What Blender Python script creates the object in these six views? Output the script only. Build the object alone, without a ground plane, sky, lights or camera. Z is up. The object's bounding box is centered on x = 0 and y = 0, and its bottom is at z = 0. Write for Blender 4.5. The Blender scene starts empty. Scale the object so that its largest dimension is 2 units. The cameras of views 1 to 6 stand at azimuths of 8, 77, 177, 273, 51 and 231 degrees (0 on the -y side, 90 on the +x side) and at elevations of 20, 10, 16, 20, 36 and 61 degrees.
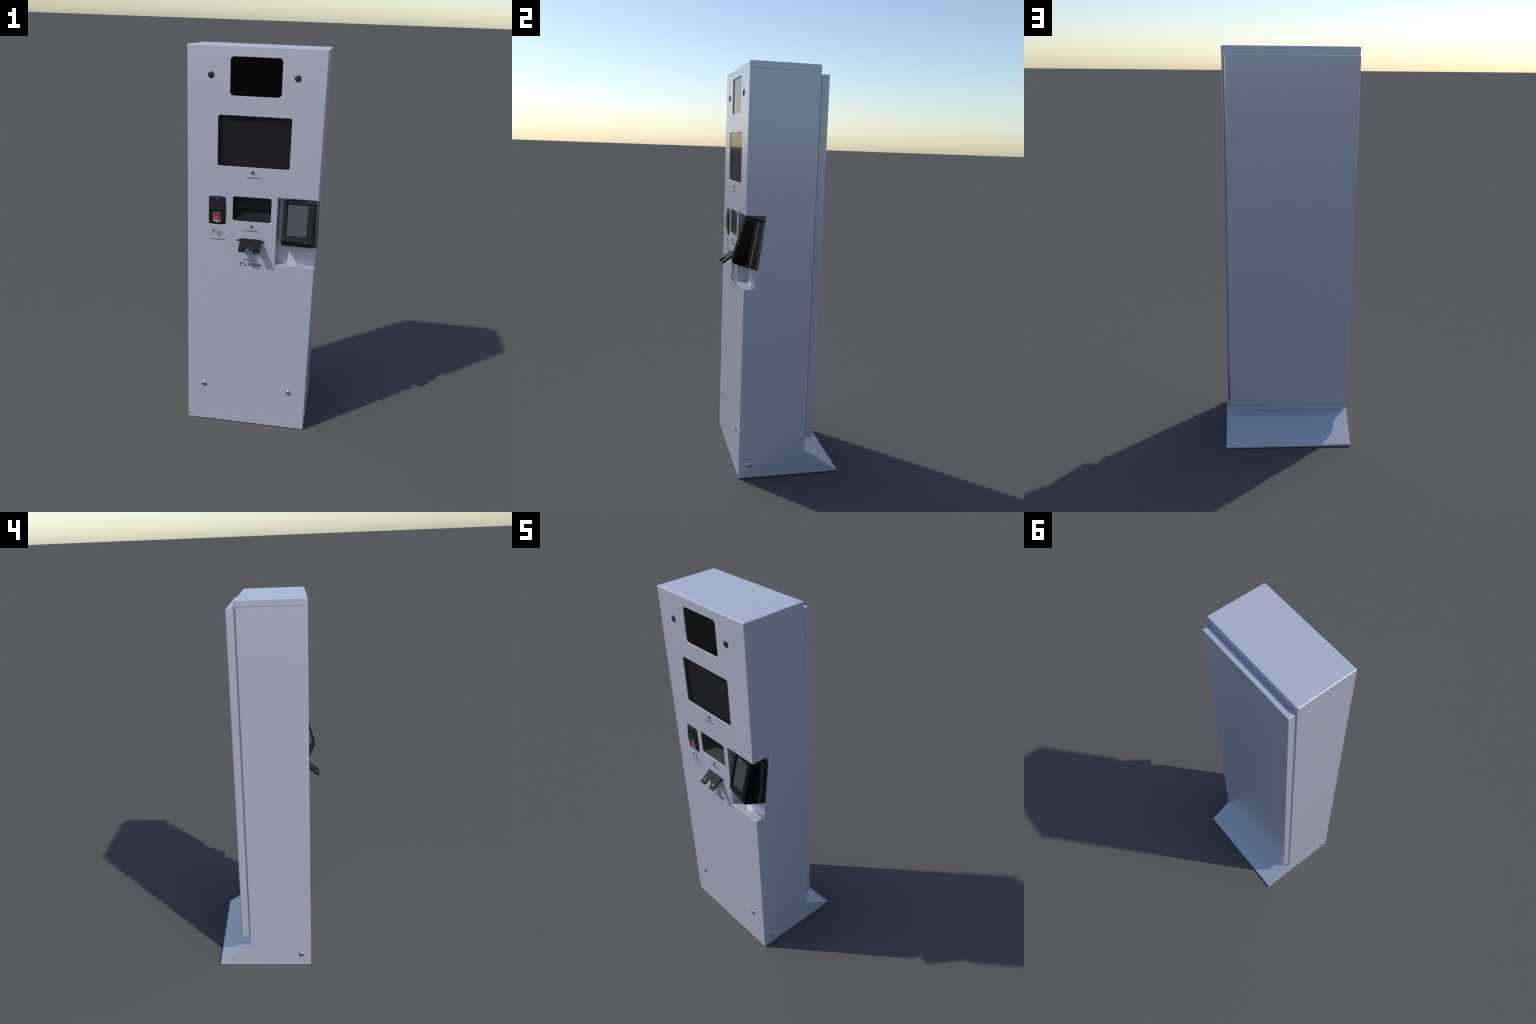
"""Free-standing parking kiosk: sheet-metal cabinet with lid, rear door, screens,
card reader, barcode scanner bay, ticket chute and a tilted payment terminal."""
import bpy, bmesh, math
from mathutils import Vector, Matrix

COL = bpy.context.scene.collection

# ------------------------------------------------------------------ sizes (m)
HX = 0.3235                    # half width of the cabinet
LID_HX = 0.3247                # the lid overhangs the sides a little
FRONT, BACK = -0.2224, 0.1115  # front and rear faces
FOOT = 0.2877                  # rear toe of the sloped foot
TOP, SEAM = 2.0, 1.9662

# ------------------------------------------------------------------ materials
def material(name, base, rough=0.4, metallic=0.0, spec=0.5, coat=0.0, noise=0.0, nscale=40.0,
             bump=0.0, bscale=600.0):
    m = bpy.data.materials.new(name)
    m.use_nodes = True
    nt = m.node_tree
    b = nt.nodes["Principled BSDF"]
    b.inputs["Base Color"].default_value = (*base, 1)
    b.inputs["Roughness"].default_value = rough
    b.inputs["Metallic"].default_value = metallic
    b.inputs["Specular IOR Level"].default_value = spec
    b.inputs["Coat Weight"].default_value = coat
    b.inputs["Coat Roughness"].default_value = 0.1
    if noise or bump:
        tc = nt.nodes.new("ShaderNodeTexCoord")
    if noise:
        tx = nt.nodes.new("ShaderNodeTexNoise")
        tx.inputs["Scale"].default_value = nscale
        tx.inputs["Detail"].default_value = 4
        nt.links.new(tc.outputs["Object"], tx.inputs["Vector"])
        cr = nt.nodes.new("ShaderNodeValToRGB")
        lo, hi = 1 - noise, 1 + noise
        cr.color_ramp.elements[0].position, cr.color_ramp.elements[1].position = 0.3, 0.7
        cr.color_ramp.elements[0].color = (*[c * lo for c in base], 1)
        cr.color_ramp.elements[1].color = (*[c * hi for c in base], 1)
        nt.links.new(tx.outputs["Fac"], cr.inputs["Fac"])
        nt.links.new(cr.outputs["Color"], b.inputs["Base Color"])
    if bump:
        t2 = nt.nodes.new("ShaderNodeTexNoise")
        t2.inputs["Scale"].default_value = bscale
        nt.links.new(tc.outputs["Object"], t2.inputs["Vector"])
        bp = nt.nodes.new("ShaderNodeBump")
        bp.inputs["Strength"].default_value = bump
        bp.inputs["Distance"].default_value = 0.0005
        nt.links.new(t2.outputs["Fac"], bp.inputs["Height"])
        nt.links.new(bp.outputs["Normal"], b.inputs["Normal"])
    return m


def pane_material(name, tint=0.54, rough=0.06):
    """smoked pane: dark glossy glass that lets some light through its outer face"""
    m = bpy.data.materials.new(name)
    m.use_nodes = True
    nt = m.node_tree
    L, N = nt.links.new, nt.nodes.new
    b = nt.nodes["Principled BSDF"]
    b.inputs["Base Color"].default_value = (0.002, 0.002, 0.0022, 1)
    b.inputs["Roughness"].default_value = rough
    b.inputs["Specular IOR Level"].default_value = 0.5
    tr = N("ShaderNodeBsdfTransparent")
    lw = N("ShaderNodeLayerWeight")
    lw.inputs["Blend"].default_value = 0.5
    pw = N("ShaderNodeMath")
    pw.operation = "POWER"
    pw.inputs[1].default_value = 3.0
    L(lw.outputs["Facing"], pw.inputs[0])
    fac = N("ShaderNodeMath")
    fac.operation = "MULTIPLY_ADD"
    fac.inputs[1].default_value, fac.inputs[2].default_value = 0.44, tint
    L(pw.outputs[0], fac.inputs[0])
    ge = N("ShaderNodeNewGeometry")
    inv = N("ShaderNodeMath")
    inv.operation = "SUBTRACT"
    inv.inputs[0].default_value = 1.0
    L(ge.outputs["Backfacing"], inv.inputs[1])
    mul = N("ShaderNodeMath")
    mul.operation = "MULTIPLY"
    L(fac.outputs[0], mul.inputs[0])
    L(inv.outputs[0], mul.inputs[1])
    mx = N("ShaderNodeMixShader")
    L(mul.outputs[0], mx.inputs[0])
    L(tr.outputs[0], mx.inputs[1])
    L(b.outputs[0], mx.inputs[2])
    L(mx.outputs[0], nt.nodes["Material Output"].inputs["Surface"])
    return m


PAINT = material("grey_powder_coat", (0.53, 0.553, 0.628), rough=0.30, metallic=0.25, noise=0.006, nscale=18)
BLACK_GLASS = material("black_glass", (0.0004, 0.0004, 0.0004), rough=0.03, spec=0.32)
DISPLAY = material("dark_display", (0.075, 0.074, 0.078), rough=0.5, spec=0.25)
DARK_LINER = material("dark_plastic_liner", (0.020, 0.020, 0.021), rough=0.6, spec=0.25, noise=0.03)
SCAN_GREY = material("scanner_bay_grey", (0.085, 0.089, 0.102), rough=0.42, spec=0.55, noise=0.03)
PLASTIC = material("black_plastic", (0.011, 0.011, 0.0112), rough=0.45, noise=0.04, nscale=80)
CHUTE = material("charcoal_chute", (0.0112, 0.0117, 0.0127), rough=0.52, spec=0.13, noise=0.03)
READER = material("reader_plastic", (0.0085, 0.0086, 0.0090), rough=0.5, spec=0.3, noise=0.03, nscale=90)
TERMINAL = material("terminal_plastic", (0.0060, 0.0062, 0.0066), rough=0.26, spec=0.4, noise=0.04, nscale=90)
SIDE_GLOSS = material("terminal_side_gloss", (0.0008, 0.0008, 0.0009), rough=0.18, spec=0.14)
SLOT_LIP = material("slot_lip_plastic", (0.022, 0.020, 0.018), rough=0.28, spec=0.5)  # lightened from the terminal plastic to paint in light caught by the lip
MARK_GREY = material("button_mark_grey", (0.085, 0.088, 0.092), rough=0.4)
TERMINAL_SIDE = material("terminal_side_panel", (0.0012, 0.0012, 0.0013), rough=0.6, spec=0.2)
BEZEL = material("terminal_bezel", (0.0035, 0.0050, 0.0080), rough=0.30, spec=0.27)
TERM_SCREEN = material("terminal_display", (0.050, 0.053, 0.057), rough=0.3, spec=0.4)
CHROME = material("polished_steel", (0.62, 0.63, 0.65), rough=0.09, metallic=1.0)
STEEL = material("hinge_steel", (0.74, 0.73, 0.69), rough=0.2, metallic=1.0)
ARROW = material("arrow_foil", (0.05, 0.05, 0.05), rough=0.27, metallic=1.0)
PAINTED_GLINT = material("painted_edge_glint", (0.25, 0.25, 0.24), rough=0.22, metallic=1.0)  # bright metal put on the back cover's bevels to draw the sky-reflection stripes
INK = material("black_ink", (0.010, 0.010, 0.011), rough=0.5)
RED = material("red_label", (0.62, 0.022, 0.008), rough=0.45)
LED = material("red_lamp", (0.12, 0.003, 0.006), rough=0.35)
SILVER = material("label_silver", (0.42, 0.44, 0.50), rough=0.4)
LABEL_BLACK = material("label_black", (0.010, 0.010, 0.011), rough=0.45)
TAN = material("label_tan", (0.45, 0.30, 0.16), rough=0.5)
GREY_INK = material("label_grey", (0.20, 0.20, 0.20), rough=0.5)
RUBBER = material("black_rubber_dome", (0.016, 0.017, 0.018), rough=0.4)
PANE = pane_material("smoked_pane")

# ------------------------------------------------------------------ helpers
def obj(name, mesh, parent=None, mat=None):
    o = bpy.data.objects.new(name, mesh)
    COL.objects.link(o)
    if mat:
        mesh.materials.clear()
        mesh.materials.append(mat)
    if parent:
        o.parent = parent
    return o


def mesh_from(bm, name="part"):
    bmesh.ops.recalc_face_normals(bm, faces=bm.faces)
    me = bpy.data.meshes.new(name)
    bm.to_mesh(me)
    bm.free()
    return me


def prism(points, lo, hi, axis="x"):
    """extrude a 2D outline between lo and hi along axis; outline in the other two axes"""
    def at(p, h):
        a, b = p
        return {"x": (h, a, b), "y": (a, h, b), "z": (a, b, h)}[axis]
    bm = bmesh.new()
    A = [bm.verts.new(at(p, lo)) for p in points]
    B = [bm.verts.new(at(p, hi)) for p in points]
    bm.faces.new(A)
    bm.faces.new(B)
    for i in range(len(A)):
        j = (i + 1) % len(A)
        bm.faces.new((A[i], A[j], B[j], B[i]))
    return mesh_from(bm)


def box(x0, x1, y0, y1, z0, z1):
    return prism([(y0, z0), (y1, z0), (y1, z1), (y0, z1)], x0, x1, "x")


def round_rect(x0, x1, z0, z1, r, seg=6):
    pts = []
    for cx, cz, a0 in ((x1 - r, z1 - r, 0), (x0 + r, z1 - r, 90), (x0 + r, z0 + r, 180), (x1 - r, z0 + r, 270)):
        for i in range(seg + 1):
            a = math.radians(a0 + 90 * i / seg)
            pts.append((cx + r * math.cos(a), cz + r * math.sin(a)))
    return pts


def circle(cx, cz, r, n=40):
    return [(cx + r * math.cos(2 * math.pi * i / n), cz + r * math.sin(2 * math.pi * i / n)) for i in range(n)]


def apply(o):
    """bake the modifiers into the mesh"""
    bpy.context.view_layer.update()
    dg = bpy.context.evaluated_depsgraph_get()
    me = bpy.data.meshes.new_from_object(o.evaluated_get(dg))
    o.modifiers.clear()
    o.data = me
    return o


def cut(o, cutter_meshes):
    cs = []
    for me in cutter_meshes:
        c = obj("cutter", me)
        cs.append(c)
        m = o.modifiers.new("cut", "BOOLEAN")
        m.operation, m.object, m.solver = "DIFFERENCE", c, "EXACT"
    apply(o)
    for c in cs:
        bpy.data.objects.remove(c)
    return o


def bevel(o, w, seg=2, angle=30, clamp=True, material_index=-1, extra=None):
    for p in o.data.polygons:
        p.use_smooth = True
    m = o.modifiers.new("bevel", "BEVEL")
    m.width, m.segments, m.limit_method = w, seg, "ANGLE"
    m.angle_limit = math.radians(angle)
    m.harden_normals = True
    m.material = material_index
    if extra:
        o.data.materials.append(extra)
    m.use_clamp_overlap = clamp
    return apply(o)


def even_shading(o):
    """large flat faces keep their own normal, the rounded edges blend"""
    m = o.modifiers.new("weighted", "WEIGHTED_NORMAL")
    m.mode, m.weight = "FACE_AREA", 100
    return apply(o)


def smooth(o, angle=40):
    for p in o.data.polygons:
        p.use_smooth = True
    o.data.set_sharp_from_angle(angle=math.radians(angle))
    return o


def frame_ring(outer, inner, lo, hi):
    """flat ring between two outlines of equal point count, extruded along y"""
    bm = bmesh.new()
    n = len(outer)
    R = [[bm.verts.new((p[0], h, p[1])) for p in L] for L, h in ((outer, lo), (inner, lo), (inner, hi), (outer, hi))]
    for k in range(4):
        a, b = R[k], R[(k + 1) % 4]
        for i in range(n):
            j = (i + 1) % n
            bm.faces.new((a[i], a[j], b[j], b[i]))
    return mesh_from(bm)


def lathe(profile, n=40, axis="y"):
    """profile of (radius, height); height runs towards -y"""
    bm = bmesh.new()
    rings = []
    for r, h in profile:
        if r < 1e-6:
            rings.append([bm.verts.new((0, -h, 0))])
        else:
            rings.append([bm.verts.new((r * math.cos(2 * math.pi * i / n), -h, r * math.sin(2 * math.pi * i / n))) for i in range(n)])
    for a, b in zip(rings, rings[1:]):
        for i in range(n):
            j = (i + 1) % n
            if len(b) == 1:
                bm.faces.new((a[i], a[j], b[0]))
            else:
                bm.faces.new((a[i], a[j], b[j], b[i]))
    return mesh_from(bm)


def stroke(points, w, y0, y1, closed=False):
    """ribbon of width w along a polyline in x,z, extruded from y0 to y1 (mitred)"""
    P = [Vector(p) for p in points]
    n = len(P)
    left, right = [], []
    for i in range(n):
        if closed:
            a, b = P[i - 1], P[(i + 1) % n]
            d1, d2 = (P[i] - a).normalized(), (b - P[i]).normalized()
        else:
            d1 = (P[i] - P[i - 1]).normalized() if i else (P[1] - P[0]).normalized()
            d2 = (P[i + 1] - P[i]).normalized() if i < n - 1 else d1
        t = (d1 + d2)
        t = t.normalized() if t.length > 1e-6 else d1
        nn = Vector((-t.y, t.x))
        k = max(0.45, abs(nn.dot(Vector((-d1.y, d1.x)))))
        left.append(P[i] + nn * w / 2 / k)
        right.append(P[i] - nn * w / 2 / k)
    bm = bmesh.new()
    V = [[bm.verts.new((q.x, y, q.y)) for q in L] for L, y in ((left, y0), (right, y0), (right, y1), (left, y1))]
    last = n if closed else n - 1
    for i in range(last):
        j = (i + 1) % n
        for k in range(4):
            bm.faces.new((V[k][i], V[k][j], V[(k + 1) % 4][j], V[(k + 1) % 4][i]))
    if not closed:
        for i in (0, n - 1):
            bm.faces.new([V[k][i] for k in range(4)])
    return mesh_from(bm)


def join(meshes, name="part"):
    bm = bmesh.new()
    for me in meshes:
        bm.from_mesh(me)
    me = bpy.data.meshes.new(name)
    bm.to_mesh(me)
    bm.free()
    return me


def text_mesh(body, x0, x1, zc, height, y, depth=0.0006, bold=0.0):
    """built-in font, fitted into x0..x1 with cap height; stands on the plane y, facing -y"""
    cu = bpy.data.curves.new("text", "FONT")
    cu.body = body
    cu.size = 1.0
    cu.offset = bold
    cu.resolution_u = 3
    o = bpy.data.objects.new("text", cu)
    COL.objects.link(o)
    bpy.context.view_layer.update()
    dg = bpy.context.evaluated_depsgraph_get()
    me = bpy.data.meshes.new_from_object(o.evaluated_get(dg))
    bpy.data.objects.remove(o)
    xs = [v.co.x for v in me.vertices]
    cap = 0.69
    sx = (x1 - x0) / (max(xs) - min(xs))
    sz = height / cap
    mn = min(xs)
    for v in me.vertices:
        x, z = v.co.x, v.co.y
        v.co = (x0 + (x - mn) * sx, y, zc + (z - cap / 2) * sz)
    bm = bmesh.new()
    bm.from_mesh(me)
    r = bmesh.ops.extrude_face_region(bm, geom=bm.faces[:])
    for e in r["geom"]:
        if isinstance(e, bmesh.types.BMVert):
            e.co.y -= depth
    return mesh_from(bm)


def map_mesh(me, f):
    for v in me.vertices:
        v.co = f(v.co)
    return me

# ------------------------------------------------------------------ the thing
kiosk = bpy.data.objects.new("parking_kiosk", None)
COL.objects.link(kiosk)
kiosk["label"] = "tall grey metal parking kiosk with screens, ticket chute and card terminal"
kiosk["category"] = "parking kiosk"

# openings in the front face: x0, x1, z0, z1, corner radius, pocket depth
CAM = (-0.1203, 0.1203, 1.7793, 1.9532, 0.0165, 0.03)
SCREEN = (-0.1748, 0.1748, 1.4473, 1.6886, 0.0095, 0.05)
SCAN = (-0.0957, 0.0957, 1.1752, 1.2990, 0.0098, 0.14)
SHEET = 0.005

# ---- cabinet: side profile extruded across the width
profile = [(FRONT, 0.0), (FOOT, 0.0), (FOOT, 0.0120), (BACK, 0.1277), (BACK, TOP - 0.0006), (FRONT, TOP - 0.0006)]
cabinet = obj("cabinet", prism(profile, -HX, HX), kiosk, PAINT)
bm = bmesh.new()
bm.from_mesh(cabinet.data)
inner = lambda e: all(abs(v.co.y - BACK) < 1e-5 and v.co.z < 0.2 for v in e.verts)   # the crease above the foot stays sharp
bmesh.ops.bevel(bm, geom=[e for e in bm.edges if not inner(e)], offset=0.0036, segments=3, profile=0.5, affect="EDGES")
cabinet.data = mesh_from(bm)
cabinet.data.materials.append(PAINT)
cutters = []
for x0, x1, z0, z1, r, d in (CAM, SCREEN, SCAN):
    cutters.append(prism(round_rect(x0, x1, z0, z1, r), FRONT - 0.02, FRONT + d, "y"))
# recess for the payment terminal: open to the front and to the right, tilted rear wall
RX, RZ0, RZ1, RY0, RY1 = 0.1257, 0.9577, 1.3070, -0.1728, -0.1232
cutters.append(prism([(FRONT - 0.05, RZ0), (RY0, RZ0), (RY1, RZ1), (FRONT - 0.05, RZ1)], RX, HX + 0.05))
# ticket slot, card reader pocket
cutters.append(prism(round_rect(-0.0706, 0.0688, 1.0683, 1.0782, 0.001, 2), FRONT - 0.02, FRONT + 0.04, "y"))


def arc_rect(x0, x1, z0, z1, bow, n=10):
    pts = []
    for i in range(n + 1):
        t = i / n
        pts.append((x0 + (x1 - x0) * t, z0 - bow * (1 - (2 * t - 1) ** 2)))
    for i in range(n + 1):
        t = 1 - i / n
        pts.append((x0 + (x1 - x0) * t, z1 + bow * (1 - (2 * t - 1) ** 2)))
    return pts


RD = (-0.2142, -0.1332, 1.1533, 1.2905)
cutters.append(prism(arc_rect(RD[0] - 0.0012, RD[1] + 0.0014, RD[2] - 0.0014, RD[3] + 0.0012, 0.0026), FRONT - 0.02, FRONT + 0.02, "y"))
cut(cabinet, cutters)
bevel(cabinet, 0.0017, 2, 50, clamp=False)
even_shading(cabinet)

# ---- lid: cap over the top, proud of the sides only
lid = obj("lid", box(-LID_HX, LID_HX, FRONT + 0.0022, BACK - 0.0008, SEAM, TOP), kiosk, PAINT)
bevel(lid, 0.0038, 3, 35)

# ---- camera window, upper
camera_window = obj("camera_window", prism(round_rect(CAM[0] + 0.0004, CAM[1] - 0.0004, CAM[2] + 0.0004, CAM[3] - 0.0004, CAM[4]), FRONT + 0.0045, FRONT + 0.02, "y"), kiosk, BLACK_GLASS)

# ---- touch screen: dark frame, display, pane
touch_screen = obj("touch_screen", prism(round_rect(SCREEN[0] + 0.002, SCREEN[1] - 0.002, SCREEN[2] + 0.002, SCREEN[3] - 0.002, 0.008), FRONT + 0.019, FRONT + 0.045, "y"), kiosk, DISPLAY)
o_, i_ = 0.0005, 0.0018
obj("screen_frame", frame_ring(round_rect(SCREEN[0] + o_, SCREEN[1] - o_, SCREEN[2] + o_, SCREEN[3] - o_, SCREEN[4]),
                               round_rect(SCREEN[0] + i_, SCREEN[1] - i_, SCREEN[2] + i_, SCREEN[3] - i_, SCREEN[4] - 0.001),
                               FRONT + SHEET, FRONT + 0.03), touch_screen, DARK_LINER)
obj("screen_pane", prism(round_rect(SCREEN[0] + o_, SCREEN[1] - o_, SCREEN[2] + o_, SCREEN[3] - o_, SCREEN[4]), FRONT + 0.0030, FRONT + 0.0042, "y"), touch_screen, PANE)

# ---- barcode scanner bay: sloped floor, rear wall, side walls
sx0, sx1, sz0, sz1, sr, sd = SCAN
ya, yb, yc = FRONT + SHEET, FRONT + 0.078, FRONT + 0.108
slope = 0.61
floor = [(ya, sz0 - 0.001), (ya, sz0 + 0.002), (yb, sz0 + 0.002 + slope * (yb - ya)), (yc, sz1 - 0.001), (yc + 0.006, sz1 - 0.001), (yc + 0.006, sz0 - 0.001)]
scanner = obj("barcode_scanner", prism(floor, sx0 + 0.0008, sx1 - 0.0008), kiosk, SCAN_GREY)
obj("scanner_hood", frame_ring(round_rect(sx0 + o_, sx1 - o_, sz0 + o_, sz1 - o_, sr), round_rect(sx0 + i_, sx1 - i_, sz0 + i_, sz1 - i_, sr - 0.001), ya, yc + 0.004), scanner, SCAN_GREY)
obj("scanner_pane", prism(round_rect(sx0 + o_, sx1 - o_, sz0 + o_, sz1 - o_, sr), FRONT + 0.0030, FRONT + 0.0042, "y"), scanner, PANE)

# ---- rubber domes beside the camera window
dome = lathe([(0.0150, -0.004), (0.0150, 0.0018), (0.0143, 0.0030), (0.0115, 0.0042), (0.006, 0.0050), (0.0, 0.0053)])
dome.materials.append(RUBBER)
for i, x in enumerate((-0.2113, 0.1907)):
    o = obj("sensor_dome", dome, kiosk)
    o.location = (x, FRONT, 1.8692)
    smooth(o, 50)

# ---- anchor bolts
bolt = lathe([(0.0143, -0.003), (0.0143, 0.0006), (0.0135, 0.0022), (0.0118, 0.0038), (0.009, 0.0052), (0.0055, 0.0062), (0.0, 0.0066)])
bolt.materials.append(CHROME)
for x, y, z, rot in ((-0.2322, FRONT, 0.2245, 0), (0.2322, FRONT, 0.2245, 0),
                     (HX, -0.170, 0.0695, 90), (-HX, -0.170, 0.0695, -90)):
    o = obj("dome_bolt", bolt, kiosk)
    o.location = (x, y, z)
    o.rotation_euler = (0, 0, math.radians(rot))
    smooth(o, 60)

# ------------------------------------------------------------------ rear door
DX0, DX1, DZ0, DZ1 = -0.3197, 0.3046, 0.1813, 1.9598
DY, DIN = 0.1571, 0.1185
ch = 0.006
door = obj("rear_door", prism([(DY, DZ0), (DY, DZ1), (DIN + ch, DZ1), (DIN, DZ1 - 1.4 * ch), (DIN, DZ0 + 1.4 * ch), (DIN + ch, DZ0)], DX0, DX1), kiosk, PAINT)
LOCKS = ((0.2500, 1.569), (0.2500, 0.569))
bm = bmesh.new()
bm.from_mesh(door.data)
bmesh.ops.bevel(bm, geom=[e for e in bm.edges if all(v.co.y > DY - 1e-5 for v in e.verts)], offset=0.0048, segments=4, profile=0.5, affect="EDGES")
door.data = mesh_from(bm)
door.data.materials.append(PAINT)
cut(door, [prism(circle(x, z, 0.0160), DY - 0.004, DY + 0.02, "y") for x, z in LOCKS])
bevel(door, 0.0012, 2, 48, clamp=True)
even_shading(door)
obj("door_seal", box(-0.3110, 0.2990, BACK - 0.004, DIN + 0.0045, DZ0 + 0.006, DZ1 - 0.0035), door, PAINT)
# quarter-turn locks, nearly flush, with a key slit
plug = obj("door_lock", prism(circle(0, 0, 0.01568), -0.004, -0.0003, "y"), None, PAINT)
cut(plug, [box(-0.0014, 0.0014, -0.002, 0.01, -0.0095, 0.0095)])
bevel(plug, 0.0004, 1)
plug.parent = door
plug.location = (LOCKS[0][0], DY, LOCKS[0][1])
o = plug.copy()
COL.objects.link(o)
o.location = (LOCKS[1][0], DY, LOCKS[1][1])
# piano hinge: knuckled barrel on the cabinet edge and a steel leaf
pitch = 0.0195
z = DZ0 + 0.006
knuckles = []
while z < DZ1 - 0.012:
    z2 = min(z + pitch - 0.0008, DZ1 - 0.010)
    knuckles.append(prism(circle(0.3163, 0.1175, 0.0045, 14), z, z2, "z"))
    z += pitch
hinge = smooth(obj("door_hinge", join(knuckles), door, PAINT), 40)
obj("hinge_leaf", box(0.2990, 0.3117, BACK - 0.001, 0.1140, DZ0 + 0.002, DZ1 - 0.006), door, STEEL)

# ------------------------------------------------------------------ card reader
def bulge(z):
    t = (z - RD[2]) / (RD[3] - RD[2]) * 2 - 1
    return 0.0010 + 0.0060 * (1 - min(1.0, abs(t)) ** 2.0)


def reader_mesh():
    bm = bmesh.new()
    nx, nz = 10, 24
    grid = []
    for j in range(nz + 1):
        row = []
        for i in range(nx + 1):
            tx, tz = i / nx, j / nz
            bow = 0.0026 * (1 - (2 * tx - 1) ** 2)
            za, zb = RD[2] - bow, RD[3] + bow
            zz = za + (zb - za) * tz
            yy = FRONT - bulge(RD[2] + (RD[3] - RD[2]) * tz)
            row.append(bm.verts.new((RD[0] + (RD[1] - RD[0]) * tx, yy, zz)))
        grid.append(row)
    for j in range(nz):
        for i in range(nx):
            bm.faces.new((grid[j][i], grid[j][i + 1], grid[j + 1][i + 1], grid[j + 1][i]))
    edge = [e for e in bm.edges if len(e.link_faces) == 1]
    r = bmesh.ops.extrude_edge_only(bm, edges=edge)
    for g in r["geom"]:
        if isinstance(g, bmesh.types.BMVert):
            g.co.y = FRONT + 0.012
    return mesh_from(bm)


reader = bevel(obj("card_reader", reader_mesh(), kiosk, READER), 0.0012, 2, 50)


def on_reader(me, lift=0.0003):
    """wrap a flat piece (thickness in y from 0 to -t) onto the bulged reader face"""
    return map_mesh(me, lambda c: Vector((c.x, FRONT - bulge(c.z) - lift + c.y, c.z)))


def strip_plate(x0, x1, z0, z1, t=0.0005, n=6):
    bm = bmesh.new()
    rows = []
    for j in range(n + 1):
        zz = z0 + (z1 - z0) * j / n
        rows.append([bm.verts.new(p) for p in ((x0, 0, zz), (x1, 0, zz), (x1, -t, zz), (x0, -t, zz))])
    for a, b in zip(rows, rows[1:]):
        for k in range(4):
            bm.faces.new((a[k], a[(k + 1) % 4], b[(k + 1) % 4], b[k]))
    bm.faces.new(rows[0])
    bm.faces.new(rows[-1])
    return mesh_from(bm)


LX0, LX1, LZ0, LZ1 = -0.1922, -0.1563, 1.1651, 1.2132
obj("reader_label", on_reader(strip_plate(LX0, LX1, LZ0, LZ1)), reader, SILVER)
obj("label_panel", on_reader(strip_plate(LX0 + 0.0022, LX1 - 0.0012, 1.1968, 1.2108), 0.0007), reader, LABEL_BLACK)
obj("label_panel", on_reader(strip_plate(LX0 + 0.0014, LX1 - 0.0010, 1.1772, 1.1968), 0.0007), reader, RED)
obj("label_line", on_reader(strip_plate(LX0 - 0.0004, LX1 + 0.0004, 1.1748, 1.1772), 0.0007), reader, LABEL_BLACK)
obj("label_text", on_reader(text_mesh("WAVE", LX0 + 0.004, LX0 + 0.0195, 1.2032, 0.0058, 0, 0.0003, 0.02), 0.0013), reader, GREY_INK)
obj("label_text", on_reader(text_mesh("ID", LX0 + 0.0268, LX1 - 0.003, 1.2032, 0.0058, 0, 0.0003, 0.02), 0.0013), reader, GREY_INK)
obj("label_mark", on_reader(prism([(LX0 + 0.0222, 1.1968), (LX0 + 0.0248, 1.1968), (LX0 + 0.0258, 1.2045), (LX0 + 0.0268, 1.2080), (LX0 + 0.0235, 1.2105), (LX0 + 0.0205, 1.2080), (LX0 + 0.0213, 1.2045)], -0.0003, 0, "y"), 0.0013), reader, RED)
obj("label_text", on_reader(text_mesh("Solo", LX0 + 0.0108, LX1 - 0.0108, 1.1868, 0.0056, 0, 0.0003, 0.02), 0.0013), reader, TAN)
screw = lathe([(0.0037, -0.001), (0.0037, 0.0006), (0.0028, 0.0013), (0.0, 0.0016)], 20)
screw.materials.append(CHROME)
for z in (1.2832, 1.1597):
    o = obj("reader_screw", screw, reader)
    o.location = (-0.1740, FRONT - bulge(z), z)
    smooth(o, 60)
led = lathe([(0.0034, -0.001), (0.0034, 0.0004), (0.0024, 0.0012), (0.0, 0.0016)], 20)
o = smooth(obj("status_lamp", led, reader, LED), 60)
o.location = (-0.1740, FRONT - bulge(1.2597), 1.2597)

# ------------------------------------------------------------------ ticket chute
# local frame: a runs down the slope away from the cabinet, x across, c is the thickness
ang = math.atan2(0.0437, 0.0602)
LEN = 0.0755
HW = 0.0540
notch_w, notch_in = 0.0182, 0.0315
THK = 0.0100
# side profile: plate with a plumb nose and a level cut under it (a down the slope, c across it)
nose = [(-0.030, 0.0), (LEN, 0.0), (LEN + 0.0035, -0.0049), (LEN - 0.0036, -THK), (-0.030, -THK)]
me = prism(nose, -HW, HW, "x")
D = Vector((0, -math.cos(ang), -math.sin(ang)))
N = Vector((0, -math.sin(ang), math.cos(ang)))
C0 = Vector((0, FRONT - 0.0022, 1.0848))
to_chute = lambda c: C0 + Vector((c.x, 0, 0)) + D * c.y + N * c.z
chute = obj("ticket_chute", map_mesh(me, to_chute), kiosk, CHUTE)
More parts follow.
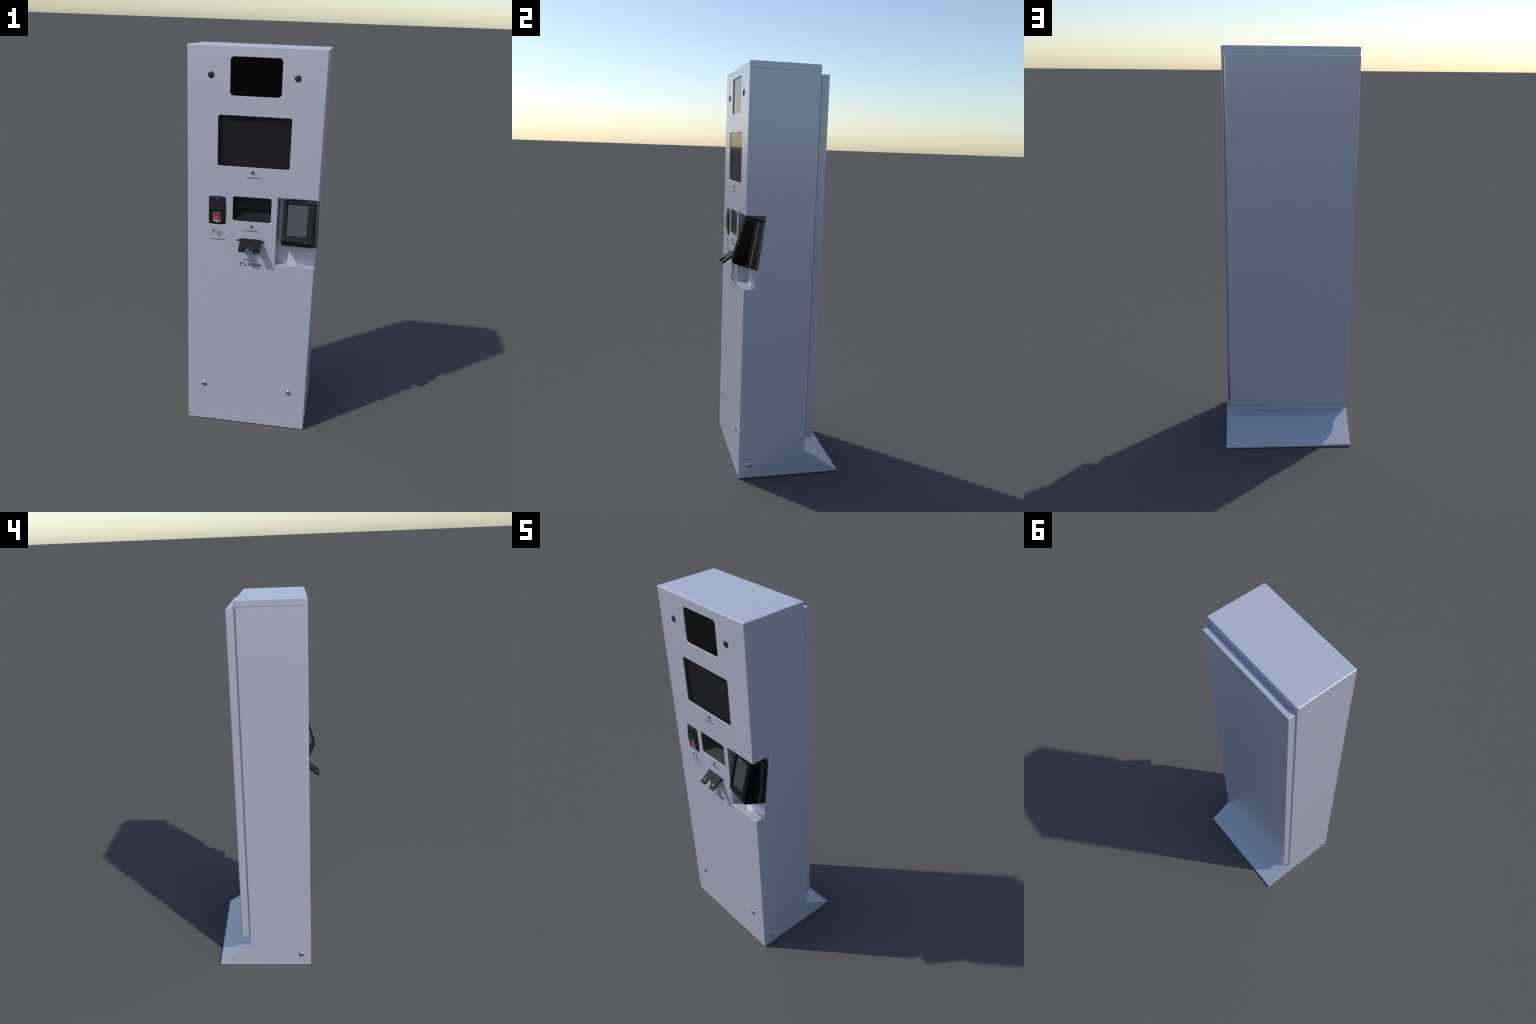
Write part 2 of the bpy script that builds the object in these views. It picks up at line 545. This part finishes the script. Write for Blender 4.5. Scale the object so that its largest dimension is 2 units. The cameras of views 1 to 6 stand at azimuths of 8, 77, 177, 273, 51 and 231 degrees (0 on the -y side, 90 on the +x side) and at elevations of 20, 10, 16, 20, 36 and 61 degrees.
# finger notch: round arch seen from the front, cut level through the plate
crown = C0.z - math.sin(ang) * (LEN - notch_in)
notch = [(notch_w, 0.98)] + [(notch_w * math.cos(math.pi * i / 16), crown - notch_w + notch_w * math.sin(math.pi * i / 16)) for i in range(17)] + [(-notch_w, 0.98)]
cut(chute, [prism(notch, -0.32, FRONT - 0.004, "y")])
bevel(chute, 0.0009, 2, 40)
arrow_pts = [(0, 0.0112), (0.0090, 0.0022), (0.0090, -0.0042), (0.0027, 0.0014), (0.0027, -0.0118), (-0.0027, -0.0118), (-0.0027, 0.0014), (-0.0090, -0.0042), (-0.0090, 0.0022)]
for x in (-0.0360, 0.0360):
    me = prism([(x + p, LEN - 0.0225 + q) for p, q in arrow_pts], 0.0001, 0.0006, "z")
    obj("chute_arrow", map_mesh(me, to_chute), chute, ARROW)
obj("ticket_slot", box(-0.0700, 0.0682, FRONT + 0.006, FRONT + 0.03, 1.0686, 1.0779), kiosk, DARK_LINER)

# ------------------------------------------------------------------ printed marks on the front
Y0, Y1 = FRONT + 0.0003, FRONT - 0.0004


def chevrons(xc, z0, z1, w, t, name="chevron_mark"):
    h = (z1 - z0)
    out = []
    for base, top, hw in ((z0 + 0.44 * h, z1 - t * 0.45, w / 2), (z0 + t * 0.3, z0 + 0.60 * h - t * 0.35, w / 2)):
        out.append(stroke([(xc - hw + t * .3, base), (xc - hw * 0.12, top), (xc + hw * 0.12, top), (xc + hw - t * .3, base)], t, Y0, Y1))
    return obj(name, join(out), kiosk, INK)


chevrons(-0.0010, 1.4100, 1.4310, 0.0190, 0.0040)
chevrons(0.0006, 1.1398, 1.1580, 0.0180, 0.0036)
chevrons(-0.0010, 1.0186, 1.0368, 0.0180, 0.0036)


def lettering(body, x0, x1, zc, h, bold=0.018):
    return obj("printed_text", text_mesh(body, x0, x1, zc, h, Y0, 0.0007, bold), kiosk, INK)


lettering("Touch Screen", -0.0350, 0.0332, 1.3974, 0.0078)
lettering("Scan Barcode", -0.0338, 0.0360, 1.1288, 0.0076)
lettering("Take Ticket", -0.0286, 0.0281, 1.0073, 0.0076)
lettering("Tap Access Card", -0.2048, -0.1306, 1.0726, 0.0072)
lettering("POWERED BY", -0.0340, 0.0333, 0.9722, 0.0064)
fz0, fz1, ft = 0.9400, 0.9572, 0.0036
m = ft / 2
for pts_list in (
    [[(-0.0530 + m, fz0), (-0.0530 + m, fz1 - m), (-0.0372, fz1 - m)], [(-0.0520, (fz0 + fz1) / 2), (-0.0385, (fz0 + fz1) / 2)]],
    [[(-0.0306 + m, fz1), (-0.0306 + m, fz0 + m), (-0.0160, fz0 + m)]],
    [[(0.0366 + m, fz0), (0.0366 + m, fz1)], [(0.0545 - m, fz0), (0.0545 - m, fz1)], [(0.0372 + m, (fz0 + fz1) / 2), (0.0540 - m, (fz0 + fz1) / 2)]],
):
    obj("logo_letter", join([stroke(p, ft, Y0, Y1 - 0.0001 * i) for i, p in enumerate(pts_list)]), kiosk, INK)
chevrons(-0.0016, fz0 - 0.0004, fz1 + 0.0010, 0.0175, 0.0034, "logo_letter")
# letter S as one swept stroke
zc, hh, ww = (fz0 + fz1) / 2, (fz1 - fz0) / 2 - m, 0.0060
S = []
xs = 0.0212
for a in range(30, 271, 24):
    S.append((xs + ww * math.cos(math.radians(a)) * 1.0, zc + hh / 2 + hh / 2 * math.sin(math.radians(a))))
for a in range(66, -151, -24):
    S.append((xs + ww * math.cos(math.radians(a)), zc - hh / 2 + hh / 2 * math.sin(math.radians(a))))
obj("logo_letter", stroke(S, ft, Y0, Y1), kiosk, INK)

# tap-a-card pictogram
pic = []
tw = 0.0016


def arc(cx, cz, rx, rz, a0, a1, n=10):
    return [(cx + rx * math.cos(math.radians(a0 + (a1 - a0) * i / n)), cz + rz * math.sin(math.radians(a0 + (a1 - a0) * i / n))) for i in range(n + 1)]


for i in range(3):
    pic.append(stroke(arc(-0.1866 - 0.0034 * i, 1.1164, 0.0042, 0.0070 + 0.0020 * i, 118, 242), tw, Y0, Y1 - 0.00005 * i))
pic.append(stroke([(-0.1732, 1.1046), (-0.1830, 1.1052), (-0.1850, 1.1070), (-0.1850, 1.1255), (-0.1832, 1.1274), (-0.1660, 1.1274), (-0.1642, 1.1257), (-0.1642, 1.1185)], tw, Y0, Y1))
pic.append(stroke([(-0.1542, 1.1046), (-0.1640, 1.1118), (-0.1722, 1.1160), (-0.1752, 1.1148), (-0.1748, 1.1118), (-0.1700, 1.1060), (-0.1692, 1.0985), (-0.1650, 1.0935), (-0.1590, 1.0905), (-0.1545, 1.0865), (-0.1505, 1.0848)], tw, Y0, Y1 - 0.0001))
pic.append(stroke([(-0.1645, 1.1150), (-0.1600, 1.1162), (-0.1550, 1.1150), (-0.1500, 1.1105), (-0.1465, 1.1050), (-0.1442, 1.0995)], tw, Y0, Y1 - 0.0002))
pic.append(stroke([(-0.1700, 1.1040), (-0.1655, 1.0990), (-0.1690, 1.0985)], tw, Y0, Y1 - 0.0003))
pic.append(stroke([(-0.1668, 1.0945), (-0.1630, 1.1000), (-0.1600, 1.0950), (-0.1640, 1.0945)], tw, Y0, Y1 - 0.0004))
pic.append(stroke([(-0.1690, 1.1075), (-0.1600, 1.0960), (-0.1560, 1.0905)], tw, Y0, Y1 - 0.0005))
obj("tap_card_pictogram", join(pic), kiosk, INK)

# ------------------------------------------------------------------ payment terminal
# local frame of its screen: u across, v up, w out of the screen
pit, yaw = math.radians(16.5), math.radians(12.4)
V_ = Vector((0, math.sin(pit), math.cos(pit)))
F_ = Vector((0, -math.cos(pit), math.sin(pit)))
U_ = Vector((1, 0, 0)) * math.cos(yaw) + F_ * math.sin(yaw)
W_ = F_ * math.cos(yaw) - Vector((1, 0, 0)) * math.sin(yaw)
O_ = Vector((0.2268, -0.2316, 1.2018))
# meshes are drawn as (x=u, y=-w, z=v) and then turned into place
def place(me):
    return map_mesh(me, lambda c: O_ + U_ * c.x - W_ * c.y + V_ * c.z)


TU = 0.0755
# front housing, side profile as (y=-w, z=v)
body_profile = [(-0.0022, 0.0985), (-0.0034, -0.0960), (-0.0026, -0.1040), (0.0000, -0.1110), (0.0042, -0.1178), (0.0095, -0.1236), (0.0160, -0.1280), (0.0895, -0.1295), (0.0640, 0.0995)]


def round_top_corners(o, r):
    """round the two edges that run front to back along the top"""
    bm = bmesh.new()
    bm.from_mesh(o.data)
    top = [e for e in bm.edges if all(v.co.z > 0.08 for v in e.verts) and abs(e.verts[0].co.x - e.verts[1].co.x) < 1e-6]
    bmesh.ops.bevel(bm, geom=top, offset=r, segments=5, profile=0.5, affect="EDGES")
    mat = o.data.materials[0]
    o.data = mesh_from(bm)
    o.data.materials.append(mat)
    return o


terminal = round_top_corners(obj("payment_terminal", prism(body_profile, -TU - 0.0015, TU), kiosk, TERMINAL), 0.0065)
side_cut = [(0.0130, -0.1400), (0.0125, 0.0700), (0.0185, 0.0810), (0.0530, 0.0840), (0.0790, -0.1400)]
cut(terminal, [prism(side_cut, s * (TU + 0.02), s * (TU - 0.0025)) for s in (1,)]
    + [prism(round_rect(-0.0572, 0.0572, -0.0800, 0.0820, 0.002, 2), -0.02, 0.004, "y")])
bevel(terminal, 0.0034, 3, 40, clamp=False)
place(terminal.data)
for s in (1,):
    pp = [(0.0135, -0.1270), (0.0130, 0.0695), (0.0190, 0.0803), (0.0525, 0.0833), (0.0772, -0.1285)]
    a, b = sorted((s * (TU - 0.0022), s * (TU - 0.006)))
    obj("side_panel", place(prism(pp, a, b)), terminal, SIDE_GLOSS)
back_profile = [(0.0632, 0.1000), (0.0887, -0.1275), (0.1265, -0.1275), (0.0960, 0.1035)]
back_cover = round_top_corners(obj("back_cover", prism(back_profile, -0.0778, 0.0790), terminal, TERMINAL), 0.0075)
bevel(back_cover, 0.0042, 3, material_index=1, extra=PAINTED_GLINT)
place(back_cover.data)
# glossy bezel frame with a stepped well around the screen
bz = frame_ring(round_rect(-0.0690, 0.0690, -0.0912, 0.0918, 0.005), round_rect(-0.0572, 0.0572, -0.0797, 0.0818, 0.002), -0.0046, 0.001)
bezel = bevel(obj("screen_bezel", bz, terminal, BEZEL), 0.0008, 2)
place(bezel.data)
obj("screen_well", place(frame_ring(round_rect(-0.0571, 0.0571, -0.0796, 0.0817, 0.002), round_rect(-0.0518, 0.0516, -0.0755, 0.0763, 0.001), -0.0002, 0.003)), terminal, TERMINAL_SIDE)
obj("terminal_display", place(prism(round_rect(-0.0530, 0.0530, -0.0772, 0.0774, 0.001, 2), 0.0006, 0.003, "y")), terminal, TERM_SCREEN)
# chin: card slot and button, on the facet that falls back below the screen
ca, cb = Vector((-0.0028, -0.1030)), Vector((0.0042, -0.1178))
cdir = (cb - ca).normalized()
cn = Vector((cdir.y, -cdir.x))       # outward, towards -y
if cn.x > 0:
    cn = -cn


def on_chin(me, dist):
    """x stays; local z measured along the facet from its upper edge, y is height off the facet"""
    def f(c):
        q = ca + cdir * (dist - c.z) + cn * (-c.y)
        return Vector((c.x, q.x, q.y))
    return place(map_mesh(me, f))


obj("card_slot", on_chin(box(-0.0525, 0.0295, -0.0017, 0.003, -0.0019, 0.0019), 0.0060), terminal, TERMINAL_SIDE)
obj("slot_lip", on_chin(box(-0.0520, 0.0290, -0.0032, 0.003, -0.0012, 0.0012), 0.0100), terminal, SLOT_LIP)
btn = bevel(obj("button_plate", prism(round_rect(0.0358, 0.0655, -0.1105, -0.0935, 0.003), -0.0046, 0.004, "y"), terminal, BEZEL), 0.0006, 2)
place(btn.data)
obj("button_mark", place(prism(circle(0.0503, -0.1018, 0.0029, 20), -0.0051, 0.001, "y")), terminal, MARK_GREY)
